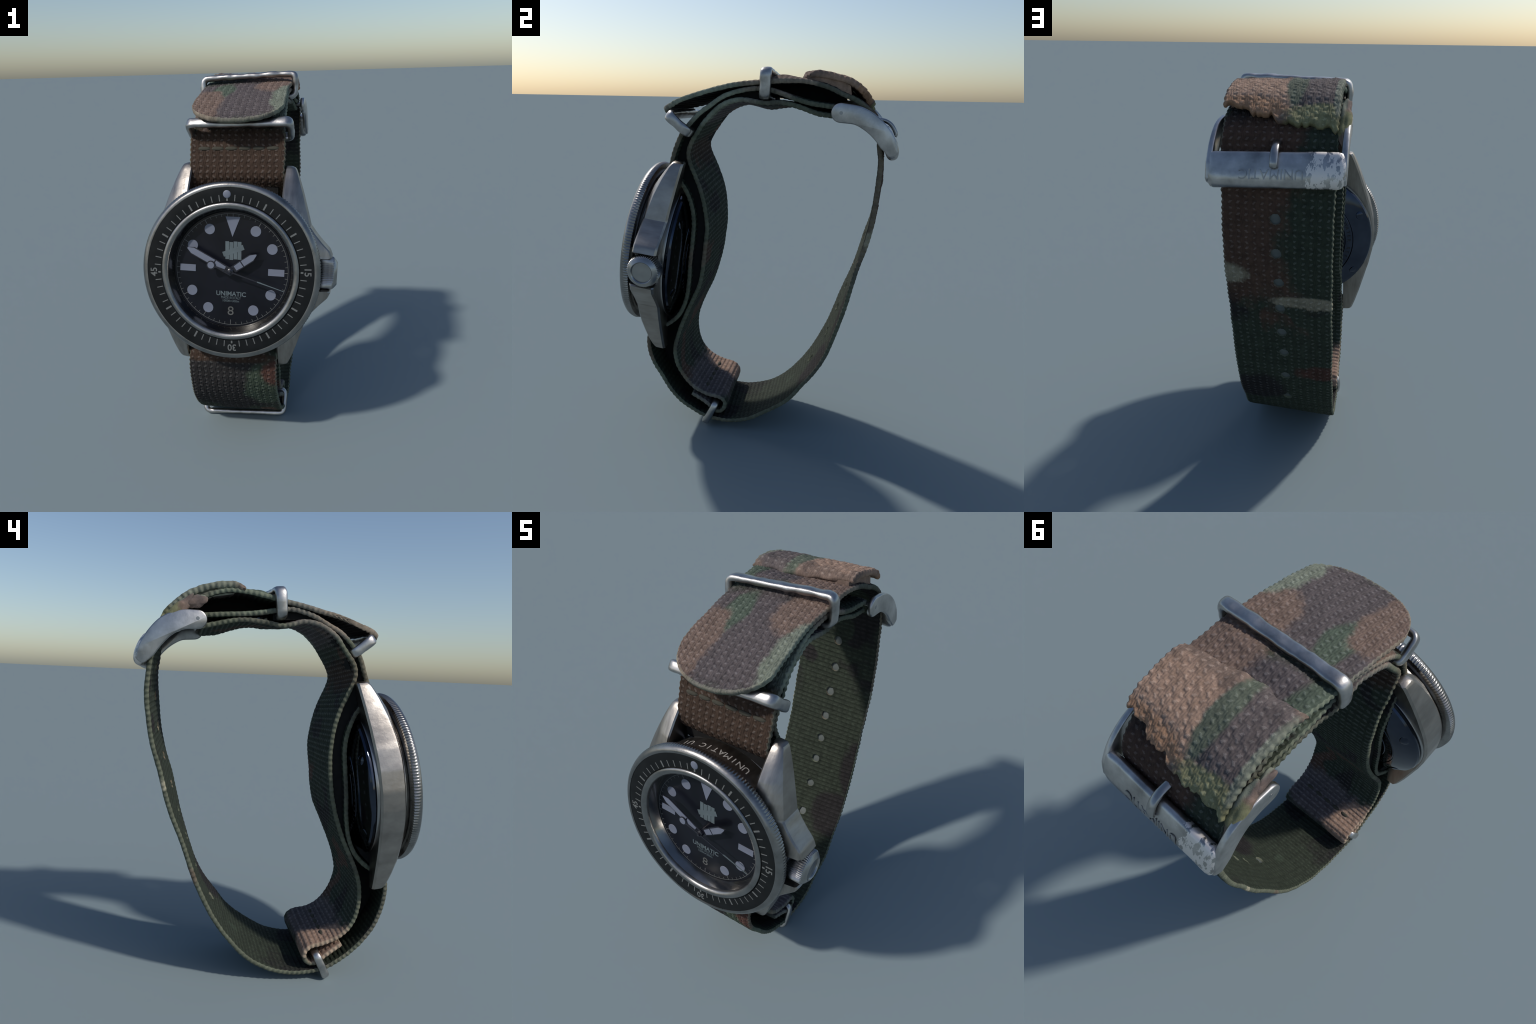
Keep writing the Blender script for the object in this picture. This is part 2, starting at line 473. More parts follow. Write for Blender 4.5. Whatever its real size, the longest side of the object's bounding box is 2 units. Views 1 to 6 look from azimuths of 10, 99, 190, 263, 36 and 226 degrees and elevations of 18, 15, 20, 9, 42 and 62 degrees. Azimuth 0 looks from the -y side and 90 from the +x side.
# ------------------------------------------------------------------ bezel
NR = 190
def knurl(th, k):
    return (.0022 * np.cos(NR * th) if k in (3, 4) else 0)
bez_prof = [(.375, -.050), (.412, -.050), (.436, -.047), (.4470, -.042), (.4515, -.024), (.4505, -.014), (.4460, -.004), (.4370, .0040), (.4290, .0070), (.4212, .0060), (.4205, -.02)]
bezel = lathe("bezel", bez_prof, NR * 6, [M_BEZEL], root, FR, ridge=knurl, sharp=45)
BR = math.radians(3.3)
RB = Matrix.Rotation(BR, 4, 'Z')
insert = lathe("bezel_insert", [(.4215, -.01), (.4212, .0040), (.416, .0050), (.380, .0042), (.350, .0030), (.3475, -.01)], 200, [M_INSERT], bezel, RB, sharp=40)
thin = slab("minute_mark", [(-.0022, 0), (.0022, 0), (.0022, .031), (-.0022, .031)], 0, .0016, M_TICK)
wide = slab("five_minute_mark", [(-.0042, 0), (.0042, 0), (.0042, .033), (-.0042, .033)], 0, .0016, M_TICK)
short = slab("quarter_mark", [(-.0040, 0), (.0040, 0), (.0040, .013), (-.0040, .013)], 0, .0016, M_TICK)
for i in range(60):
    me, nm = (thin, "minute_mark")
    if i % 15 == 0: me, nm = short, "quarter_mark"
    elif i % 5 == 0: me, nm = wide, "five_minute_mark"
    x, y = clock(.3535, i * 6)
    obj(nm, me, insert, T(x, y, .0030, -math.radians(i * 6)))
for num, deg in (("15", 90), ("30", 180), ("45", 270)):
    x, y = clock(.389, deg)
    obj("bezel_numeral", text_mesh("bezel_numeral", num, .034, M_TICK, .002, bold=.015), insert, T(x, y, .0046, -math.radians(deg)))
pearl_prof = [(.0205, .001)] + [(.0195 * math.cos(t), .003 + .0045 * math.sin(t)) for t in np.linspace(0, math.pi / 2, 6)]
lathe("lume_pearl", pearl_prof, 32, [M_LUME], insert, T(0, .387, .0015))

flange = lathe("crystal_ring", [(.3480, -.01), (.3480, .0045), (.3450, .0100), (.3380, .0130), (.3290, .0125), (.3200, .0085), (.3150, .0010), (.3135, -.012)],
               200, [M_BEZEL], root, FR, sharp=50)
lathe("inner_flange", [(.3140, -.010), (.3090, -.022), (.2990, -.048), (.2960, -.0565)], 200, [M_REHAUT], flange, sharp=40)

# ------------------------------------------------------------------ dial
dial = lathe("dial", [(0, -.0555), (.150, -.0555), (.298, -.0555), (.298, -.062), (0, -.062)], 160, [M_DIAL], root, FR, sharp=40)
ZD = -.0556
dot = slab("hour_dot", disc_pts(.0268, 40), 0, .0028, M_LUME, .0008)
for h in (1, 2, 4, 5, 7, 8, 10, 11):
    x, y = clock(.2345, h * 30)
    obj("hour_dot", dot, dial, T(x, y, ZD))
rect = slab("hour_bar", [(-.0410, -.0172), (.0410, -.0172), (.0410, .0172), (-.0410, .0172)], 0, .0028, M_LUME, .0006)
obj("hour_bar", rect, dial, T(-.2270, 0, ZD)); obj("hour_bar", rect, dial, T(.2270, 0, ZD))
obj("hour_triangle", slab("hour_triangle", [(0, .170), (.0375, .271), (-.0375, .271)], 0, .0028, M_LUME), dial, T(0, 0, ZD))
trk = lathe("minute_track", [(.2855, 0), (.2855, .0008), (.2870, .0008), (.2870, 0)], 160, [M_TICK], dial, T(0, 0, ZD), sharp=30)
t1 = slab("minute_line", [(-.0009, 0), (.0009, 0), (.0009, .013), (-.0009, .013)], 0, .0008, M_TICK)
t5 = slab("hour_line", [(-.0012, 0), (.0012, 0), (.0012, .026), (-.0012, .026)], 0, .0008, M_TICK)
for i in range(60):
    a = i * 6
    if i % 5 == 0:
        x, y = clock(.2600, a); obj("hour_line", t5, dial, T(x, y, ZD, -math.radians(a)))
    else:
        x, y = clock(.2730, a); obj("minute_line", t1, dial, T(x, y, ZD, -math.radians(a)))

# five-stroke tally emblem: four uprights and one slanted stroke
def stroke(x0, y0, x1, y1, w):
    d = np.array([x1 - x0, y1 - y0]); d /= np.linalg.norm(d); p = np.array([-d[1], d[0]]) * w / 2
    a, b = np.array([x0, y0]), np.array([x1, y1])
    return [tuple(a - p), tuple(b - p), tuple(b + p), tuple(a + p)]
for k, x in enumerate((-.0315, -.0105, .0105, .0315)):
    j = (.0, -.003, .001, .0)[k]
    obj("tally_stroke", slab("tally_stroke", stroke(x + .001, -.045 + j, x - .001, .046 + j, .0188), 0, .0012, M_LOGO), dial, T(.006, .100, ZD))
obj("tally_stroke", slab("tally_stroke", stroke(-.052, -.022, .052, .020, .026), 0, .0018, M_LOGO), dial, T(.006, .100, ZD))

for s, w, h, y, b in (("UNIMATIC", .154, .0245, -.1235, .02), ("MADE IN ITALY", .102, .0125, -.1445, .0), ("1000ft=300m", .084, .0115, -.1610, .0)):
    obj("dial_lettering", text_mesh("dial_lettering", s, h, M_LOGO, .0012, width=w, bold=b), dial, T(0, y, ZD + .0006))
obj("date_numeral", text_mesh("date_numeral", "8", .046, M_WHEEL, .0012, width=.031), dial, T(0, -.2130, ZD + .0006))

def hand_shape(pts, z0, z1, mat, name, parent, m):
    return obj(name, slab(name, pts, z0, z1, mat), parent, m)
# minute hand (points to about ten), hour hand (about two), sweep hand
def hand(name, deg, length, w, split, z, start):
    m = T(0, 0, 0, -math.radians(deg))
    body = slab(name, [(-w * .62, -.01), (w * .62, -.01), (w * .66, length - w * 1.0), (0, length + .006), (-w * .66, length - w * 1.0)], z, z + .004, M_HAND)
    o = obj(name, body, dial, m)
    a = slab("lume_fill", [(-w * .42, start), (w * .42, start), (w * .5, split - .003), (-w * .5, split - .003)], z + .003, z + .0055, M_LUME)
    b = slab("lume_fill", [(-w * .5, split + .003), (w * .5, split + .003), (w * .5, length - w * .95), (w * .10, length), (-w * .10, length), (-w * .5, length - w * .95)], z + .003, z + .0055, M_LUME)
    obj("lume_fill", a, o); obj("lume_fill", b, o)
    return o
hand("minute_hand", -63.3, .245, .030, .091, -.0150, .030)
hand("hour_hand", 54.5, .158, .030, .072, -.0220, .030)
sd = math.degrees(math.atan2(.285, -.1)) - 3.3 + .6
sweep = obj("sweep_hand", slab("sweep_hand", [(-.004, -.10), (.004, -.10), (.0030, .150), (-.0030, .150)], -.0060, -.0035, M_HAND), dial, T(0, 0, 0, -math.radians(sd)))
obj("sweep_tip", slab("sweep_tip", [(-.0030, .145), (.0030, .145), (.0012, .287), (-.0012, .287)], -.0058, -.0028, M_LOGO), sweep)
obj("sweep_lollipop", slab("sweep_lollipop", disc_pts(.0170, 32, (0, -.101)), -.0055, -.0020, M_LUME, .0008), sweep)
obj("lollipop_rim", slab("lollipop_rim", disc_pts(.0225, 32, (0, -.101)), -.0072, -.0045, M_HAND), sweep)
lathe("hand_hub", [(.016, -.055), (.016, -.008), (.014, -.0065), (.008, -.0050), (.007, .0030), (0, .0040)], 32, [M_HAND], dial, sharp=30)

# ------------------------------------------------------------------ crown
def crown_ridge(th, k):
    return .0032 * np.cos(52 * th) if 3 <= k <= 5 else 0
crown = lathe("crown", [(0, -.06), (.066, -.06), (.066, -.012), (.0770, -.010), (.0805, -.002), (.0805, .058), (.0775, .066), (.0700, .073), (.0610, .080), (.0560, .083), (.0520, .080),
                        (.0500, .074), (.0350, .0745), (.0150, .077), (0, .078)], 52 * 6, [M_STEEL], root,
              FR @ Matrix.Translation((.445, 0, -.140)) @ Matrix.Rotation(math.pi / 2, 4, 'Y'), ridge=crown_ridge, sharp=40)

# ------------------------------------------------------------------ strap
def catmull(P, per=24):
    P = np.asarray(P, float); n = len(P)
    if n == 2:
        t = np.linspace(0, 1, per)[:, None]; return P[0] * (1 - t) + P[1] * t
    Q = np.vstack([2 * P[0] - P[1], P, 2 * P[-1] - P[-2]])
    out = []
    for i in range(n - 1):
        p0, p1, p2, p3 = Q[i:i + 4]
        d = lambda a, b: max(np.linalg.norm(b - a) ** .5, 1e-6)
        t0 = 0; t1 = t0 + d(p0, p1); t2 = t1 + d(p1, p2); t3 = t2 + d(p2, p3)
        t = np.linspace(t1, t2, per, endpoint=False)[:, None]
        A1 = (t1 - t) / (t1 - t0) * p0 + (t - t0) / (t1 - t0) * p1
        A2 = (t2 - t) / (t2 - t1) * p1 + (t - t1) / (t2 - t1) * p2
        A3 = (t3 - t) / (t3 - t2) * p2 + (t - t2) / (t3 - t2) * p3
        B1 = (t2 - t) / (t2 - t0) * A1 + (t - t0) / (t2 - t0) * A2
        B2 = (t3 - t) / (t3 - t1) * A2 + (t - t1) / (t3 - t1) * A3
        out.append((t2 - t) / (t2 - t1) * B1 + (t - t1) / (t2 - t1) * B2)
    out.append(P[-1:])
    return np.vstack(out)

def resample(C, n):
    s = np.concatenate([[0], np.cumsum(np.linalg.norm(np.diff(C, axis=0), axis=1))])
    t = np.linspace(0, s[-1], n)
    return np.stack([np.interp(t, s, C[:, k]) for k in range(C.shape[1])], 1), s[-1]

class Spine:
    """two edge curves (right, left), matched section by section; each point (x, y, z)"""
    def __init__(self, sections):
        R, L = [], []
        fullR = [p for r, l in sections for p in r]; fullL = [p for r, l in sections for p in l]
        cR = catmull(fullR); cL = catmull(fullL)
        iR = iL = 0
        for k, (r, l) in enumerate(sections):
            nR = len(r) - (1 if k == len(sections) - 1 else 0); nL = len(l) - (1 if k == len(sections) - 1 else 0)
            a = cR[iR * 24:(iR + nR) * 24 + 1]; b = cL[iL * 24:(iL + nL) * 24 + 1]
            iR += nR; iL += nL
            a, la = resample(a, 300); b, lb = resample(b, 300)
            if k: a, b = a[1:], b[1:]
            R.append(a); L.append(b)
        R = np.vstack(R); L = np.vstack(L)
        C = (R + L) / 2
        s = np.concatenate([[0], np.cumsum(np.linalg.norm(np.diff(C, axis=0), axis=1))])
        keep = np.concatenate([[True], np.diff(s) > 1e-7])
        R, L, s = R[keep], L[keep], s[keep]
        self.len = s[-1]
        n = int(self.len / .004) + 2
        self.s = np.linspace(0, self.len, n)
        f = lambda A: np.stack([np.interp(self.s, s, A[:, k]) for k in range(3)], 1)
        self.R, self.L = f(R), f(L)
        sm = lambda A: np.vstack([A[:2], (A[:-4] + 2 * A[1:-3] + 3 * A[2:-2] + 2 * A[3:-1] + A[4:]) / 9, A[-2:]])
        for _ in range(6):
            self.R, self.L = sm(self.R), sm(self.L)
        def nrm(A, B):
            t = np.gradient(A, axis=0); w = A * 0 + (B / np.linalg.norm(B, axis=1)[:, None])
            q = np.cross(w, t); return q / np.linalg.norm(q, axis=1)[:, None]
        W = self.R - self.L
        self.N = nrm((self.R + self.L) / 2, W)
    def at(self, s, u):
        f = lambda A: np.stack([np.interp(s, self.s, A[:, k]) for k in range(3)], -1)
        R, L, N = f(self.R), f(self.L), f(self.N)
        N = N / np.linalg.norm(N, axis=-1)[..., None]
        u = np.asarray(u)[..., None]
        return L * (1 - u) + R * u, N
    def find(self, p):
        C = (self.R + self.L) / 2
        return self.s[np.argmin(np.linalg.norm((C - np.array(p))[:, 1:], axis=1))]

PU, PV = .0350, .0262
def weave(xm, s, flip, ribs=0.0):
    """height 0..1 of the cloth and whether the weft yarn is on top"""
    row = np.floor(s / PV); fb = s / PV - row
    a = xm / PU + .08 * np.where(row % 2 == 0, 1, -1) + (.5 if flip else 0)
    fa = a - np.floor(a)
    c = np.where(fa < .25, .125, .375)
    oval = np.sqrt(np.clip(1 - ((fa - c) / .128) ** 2, 0, 1)) * (.30 + .70 * np.sqrt(np.clip(1 - ((fb - .5) / .52) ** 2, 0, 1)))
    d = np.minimum(fb, 1 - fb)
    b = np.sqrt(np.clip(1 - (d / .36) ** 2, 0, 1))
    spot = np.sqrt(np.clip(1 - ((fa - .75) / .27) ** 2, 0, 1)) * (.30 + .60 * b)
    warp = fa < .5
    out = np.where(warp, oval, spot)
    ridge = np.sqrt(np.clip(1 - (d / .5) ** 2, 0, 1))
    out = (1 - ribs) * out + ribs * ridge
    weft = (~warp) & (d < .27) & (np.abs(fa - .75) < .2)
    if ribs > .5:
        weft = weft | ((d < .20) & (np.abs(fa - .25) > .10))
    return out, weft

def ribbon(name, sp, thick, parent, s0=None, s1=None, mats=None, holes=(), amp=.0078, ds=.0041, nu=168, rough=.0015, seed=0, edge_amp=.0030, topo=None, inner=False, ribs=(.15, .70)):
    """woven band along a spine. s0(u), s1(u): ragged or rounded ends"""
    U = np.linspace(0, 1, nu + 1)
    # denser at the selvages
    U = .5 - .5 * np.sign(.5 - U) * (np.abs(1 - 2 * U)) ** .97
    a0 = s0(U) if s0 else np.zeros(nu + 1); a1 = s1(U) if s1 else np.full(nu + 1, sp.len)
    nr = int((a1 - a0).max() / ds) + 2
    t = np.linspace(0, 1, nr)
    # ends bend to a0/a1, the middle rows are straight across
    lo, hi = a0.min(), a1.max()
    S = lo + (hi - lo) * t[:, None] + np.zeros((1, nu + 1))
    k0 = np.clip(1 - (S - lo) / .35, 0, 1); k1 = np.clip(1 - (hi - S) / .35, 0, 1)
    S = S + (a0 - lo)[None] * k0 + (a1 - hi)[None] * k1
    UU = np.broadcast_to(U, S.shape)
    P, N = sp.at(S, UU)
    W = np.linalg.norm(sp.R[0] - sp.L[0])
    xm = (UU - .5) * W
    dist = np.minimum(UU, 1 - UU) * W
    endd = np.minimum(S - a0[None], a1[None] - S)
    e = .010
    prof = np.sqrt(np.clip(1 - (1 - np.clip(np.minimum(dist, endd + .002) / e, 0, 1)) ** 2, 0, 1)) * .72 + .28
    side = P[:, -1:] - P[:, :1]; side = side / np.linalg.norm(side, axis=-1)[..., None]
    ew = np.clip(1 - dist / .03, 0, 1)
    eb = (np.sin(2 * np.pi * S / PV) * .8 + vnoise(np.stack([S, UU * 0 + seed, np.sign(UU - .5)], -1), 14)) * edge_amp
    P = P + side * (ew * eb * np.sign(UU - .5))[..., None]
    P = P + N * (vnoise(np.stack([S * 1.0, UU * .5, S * 0 + seed + 3.3], -1), 5) * rough * 1.5)[..., None]
    sheets = []; wf = []
    fade = np.clip(dist / .022, .25, 1)
    for sgn, flip in ((1, False), (-1, True)):
        h, w = weave(xm, S, flip, ribs[1] if flip else ribs[0])
        if topo is not None:
            hh = (topo(P, S, UU) if sgn > 0 else 0)
        else: hh = 0
        off = sgn * (thick / 2) * prof + sgn * (amp * (h - .55) * fade) + sgn * hh
        off = off + sgn * vnoise(np.stack([S, UU * .5, S * 0 + seed + sgn], -1), 60) * rough * .6
        sheets.append(P + N * off[..., None]); wf.append(w)
    A, B = sheets
    # punched holes: drop cells inside, pull the rim onto the circle
    dead = np.zeros((nr - 1, nu), bool)
    for hs, hu, hr in holes:
        dx = xm - (hu - .5) * W; dy = S - hs
        rad = np.hypot(dx, dy) + 1e-9
        cx = (dx[:-1, :-1] + dx[1:, :-1] + dx[:-1, 1:] + dx[1:, 1:]) / 4
        cy = (dy[:-1, :-1] + dy[1:, :-1] + dy[:-1, 1:] + dy[1:, 1:]) / 4
        inside = np.hypot(cx, cy) < hr
        dead |= inside
        vin = np.zeros_like(S, bool)
        near = (rad < hr + .0065)
        touch = np.zeros_like(vin)
        touch[:-1, :-1] |= inside; touch[1:, :-1] |= inside; touch[:-1, 1:] |= inside; touch[1:, 1:] |= inside
        mv = touch & near
        sc = (hr / rad - 1) * mv
        nU = UU + dx * sc / W; nS = S + dy * sc
        Q, _ = sp.at(nS, nU); O, _ = sp.at(S, UU)
        lift = np.exp(-((rad - hr) / .008) ** 2) * .004 * (rad > hr * .6)
        A = A + np.where(mv[..., None], Q - O, 0) + N * lift[..., None]
        B = B + np.where(mv[..., None], Q - O, 0) - N * lift[..., None]
    V = np.concatenate([A.reshape(-1, 3), B.reshape(-1, 3)])
    n = nu + 1; off = nr * n
    ii, jj = np.nonzero(~dead)
    v00 = ii * n + jj; v01 = v00 + 1; v10 = v00 + n; v11 = v10 + 1
    selv = (jj < 2) | (jj >= nu - 2) | ((endd[ii, jj] < .010))
    def mi(w):
        m = np.where(w[ii, jj] & w[ii + 1, jj + 1] | (w[ii + 1, jj] & w[ii, jj + 1]), 1, 0)
        return np.where(selv, 2, m)

    F = [np.stack([v00, v01, v11, v10], 1), np.stack([v00, v10, v11, v01], 1) + off]
    MI = [mi(wf[0]), mi(wf[1])]
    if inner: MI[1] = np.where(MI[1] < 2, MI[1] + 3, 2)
    # walls: any cell edge with exactly one live neighbour
    live = np.zeros((nr + 1, nu + 2), bool); live[1:-1, 1:-1] = ~dead
    walls = []
    h1, h0 = live[1:, 1:-1], live[:-1, 1:-1]          # edges along u at row i between (i-1) and i
    i, j = np.nonzero(h1 & ~h0); walls.append(np.stack([i * n + j, i * n + j + off, i * n + j + 1 + off, i * n + j + 1], 1))
    i, j = np.nonzero(~h1 & h0); walls.append(np.stack([i * n + j, i * n + j + 1, i * n + j + 1 + off, i * n + j + off], 1))
    w1, w0 = live[1:-1, 1:], live[1:-1, :-1]
    i, j = np.nonzero(w1 & ~w0); walls.append(np.stack([i * n + j, (i + 1) * n + j, (i + 1) * n + j + off, i * n + j + off], 1))
    i, j = np.nonzero(~w1 & w0); walls.append(np.stack([i * n + j, i * n + j + off, (i + 1) * n + j + off, (i + 1) * n + j], 1))
    walls = np.vstack(walls); F.append(walls); MI.append(np.full(len(walls), 2))
    F = np.vstack(F); MI = np.concatenate(MI)
    me = D2.meshes.new(name)
    me.vertices.add(len(V)); me.vertices.foreach_set("co", V.astype(np.float32).ravel())
    me.loops.add(F.size); me.loops.foreach_set("vertex_index", F.astype(np.int32).ravel())
    me.polygons.add(len(F)); me.polygons.foreach_set("loop_start", np.arange(0, F.size, 4, dtype=np.int32))
    me.update(calc_edges=True)
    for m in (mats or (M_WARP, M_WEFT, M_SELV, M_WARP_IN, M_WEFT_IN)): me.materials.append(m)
    me.polygons.foreach_set("material_index", MI.astype(np.int32))
    me.polygons.foreach_set("use_smooth", np.ones(len(F), bool))
    me.validate(); me.update()
    return obj(name, me, parent)

def pr(x, pts): return [(x, y, z) for y, z in pts]
def prx(pts): return [tuple(p) for p in pts]

XR, XL = .200, -.288
long_sections = [
    # loose tail on top, from its tip back to the buckle
    (prx([(.214, -.514, 1.773), (.214, -.450, 1.800), (.211, -.370, 1.834), (.208, -.269, 1.867), (.204, -.18, 1.891), (.202, -.092, 1.910), (.20, .022, 1.922), (.20, .102, 1.928), (.198, .174, 1.931), (.197, .239, 1.930), (.196, .304, 1.918), (.196, .369, 1.899), (.195, .430, 1.870), (.194, .484, 1.850), (.193, .530, 1.820)]),
     prx([(-.270, -.514, 1.771), (-.270, -.450, 1.794), (-.272, -.356, 1.821), (-.275, -.267, 1.851), (-.278, -.166, 1.875), (-.281, -.087, 1.893), (-.284, -.008, 1.907), (-.287, .076, 1.923), (-.288, .127, 1.933), (-.288, .191, 1.943), (-.289, .254, 1.946), (-.290, .317, 1.938), (-.291, .378, 1.917), (-.292, .427, 1.895), (-.293, .480, 1.858), (-.294, .525, 1.824)])),
    # down the back to the ground
    (prx([(.192, .579, 1.774), (.191, .605, 1.705), (.190, .613, 1.635), (.190, .624, 1.570), (.190, .624, 1.511), (.190, .619, 1.444), (.190, .604, 1.274), (.189, .573, 1.126), (.187, .538, 1.014), (.184, .510, .893), (.181, .487, .786), (.179, .423, .578), (.178, .402, .518), (.178, .360, .434), (.178, .317, .370), (.178, .271, .313), (.178, .218, .242), (.178, .162, .191), (.178, .106, .153), (.178, .038, .111)]),
     prx([(-.294, .572, 1.775), (-.296, .604, 1.708), (-.298, .624, 1.640), (-.298, .634, 1.575), (-.298, .643, 1.492), (-.298, .643, 1.431), (-.298, .636, 1.368), (-.298, .626, 1.287), (-.298, .612, 1.211), (-.299, .579, 1.101), (-.300, .541, .954), (-.301, .508, .855), (-.302, .467, .753), (-.303, .431, .650), (-.304, .396, .552), (-.305, .353, .454), (-.306, .289, .333), (-.306, .210, .223), (-.306, .132, .142), (-.306, .041, .084)])),
    # under the ring and up the front loop to the lower lugs
    (prx([(.178, -.018, .081), (.178, -.090, .061), (.178, -.154, .053), (.178, -.220, .057), (.178, -.300, .078), (.178, -.371, .117), (.178, -.429, .161), (.178, -.485, .227), (.178, -.528, .300), (.178, -.557, .346), (.178, -.581, .396), (.178, -.595, .445), (.180, -.600, .490), (.182, -.598, .530)]),
     prx([(-.306, -.051, .053), (-.306, -.135, .042), (-.306, -.204, .048), (-.305, -.265, .060), (-.302, -.330, .087), (-.300, -.412, .143), (-.300, -.480, .210), (-.300, -.539, .293), (-.300, -.568, .366), (-.299, -.584, .440), (-.298, -.588, .514)])),
    # behind the case
    (prx([(.187, -.580, .580), (.192, -.525, .604), (.195, -.462, .640), (.195, -.408, .695), (.195, -.368, .790), (.195, -.352, .886), (.195, -.344, .986), (.195, -.328, 1.11), (.198, -.318, 1.227), (.200, -.330, 1.313), (.203, -.353, 1.376), (.208, -.383, 1.424), (.212, -.412, 1.458)]),
     prx([(-.296, -.572, .564), (-.293, -.522, .592), (-.29, -.462, .632), (-.288, -.41, .690), (-.288, -.372, .785), (-.288, -.356, .884), (-.288, -.348, .984), (-.288, -.334, 1.11), (-.288, -.324, 1.227), (-.288, -.336, 1.313), (-.285, -.358, 1.376), (-.280, -.388, 1.424), (-.277, -.414, 1.458)])),
    # out over the upper lugs, under the keepers, to the buckle pin
    (prx([(0.214, -0.427, 1.492), (0.215, -0.421, 1.535), (0.215, -0.397, 1.604), (0.213, -0.370, 1.662), (0.210, -0.326, 1.720), (0.206, -0.275, 1.772), (0.202, -0.219, 1.812), (0.200, -0.165, 1.850), (0.200, -0.092, 1.877), (0.200, 0.016, 1.894), (0.200, 0.083, 1.886), (0.200, 0.143, 1.868), (0.200, 0.209, 1.845), (0.200, 0.275, 1.828), (0.200, 0.341, 1.819), (0.200, 0.405, 1.812)]),
     prx([(-0.277, -0.427, 1.492), (-0.276, -0.421, 1.535), (-0.275, -0.397, 1.604), (-0.277, -0.374, 1.666), (-0.269, -0.332, 1.727), (-0.273, -0.273, 1.783), (-0.276, -0.206, 1.817), (-0.277, -0.138, 1.850), (-0.277, -0.069, 1.870), (-0.277, -0.017, 1.877), (-0.277, 0.066, 1.864), (-0.277, 0.123, 1.853), (-0.277, 0.218, 1.842), (-0.277, 0.313, 1.835), (-0.277, 0.400, 1.826)])),
]
SP = Spine(long_sections)
def tip(U):
    q = np.abs(2 * U - 1) * np.where(U > .5, .955, 1.0)
    return .225 * (1 - np.sqrt(np.clip(1 - q ** 2.35, 0, 1)))
hole_z = [(.634, 1.590), (.634, 1.438), (.614, 1.280), (.586, 1.129), (.541, .983), (.507, .842), (.471, .704), (.402, .548), (.299, .378)]
hole_x = [-.048, -.049, -.051, -.058, -.059, -.062, -.067, -.069, -.069]
holes = []
for (y, z), hx in zip(hole_z, hole_x):
    C = (SP.R + SP.L) / 2
    m = (SP.s > SP.len * .15) & (SP.s < SP.len * .62)
    k = np.argmin(np.where(m, np.hypot(C[:, 1] - y, C[:, 2] - z), 9))
    u = (hx - SP.L[k, 0]) / (SP.R[k, 0] - SP.L[k, 0])
    holes.append((SP.s[k], u, .0245))
def keeper_hump(P, S, U):
    return .022 * np.exp(-((P[..., 1] - .120) / .055) ** 2) * (P[..., 2] > 1.90) * (1 - np.abs(2 * U - 1) ** 4)
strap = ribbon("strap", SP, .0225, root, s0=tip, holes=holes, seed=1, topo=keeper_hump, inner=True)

# heat-sealed eyelets: a shallow closed plug with a thin rim
plug = slab("eyelet", disc_pts(.0255, 28), -.0065, .0065, M_PLUG, .001)
for hs, hu, hr in holes:
    P, N = SP.at(np.array([hs]), np.array([hu])); P, N = P[0], Vector(N[0])
    mw = Matrix.Translation(P) @ Vector((0, 0, 1)).rotation_difference(N).to_matrix().to_4x4()
    obj("eyelet", plug, strap, mw)

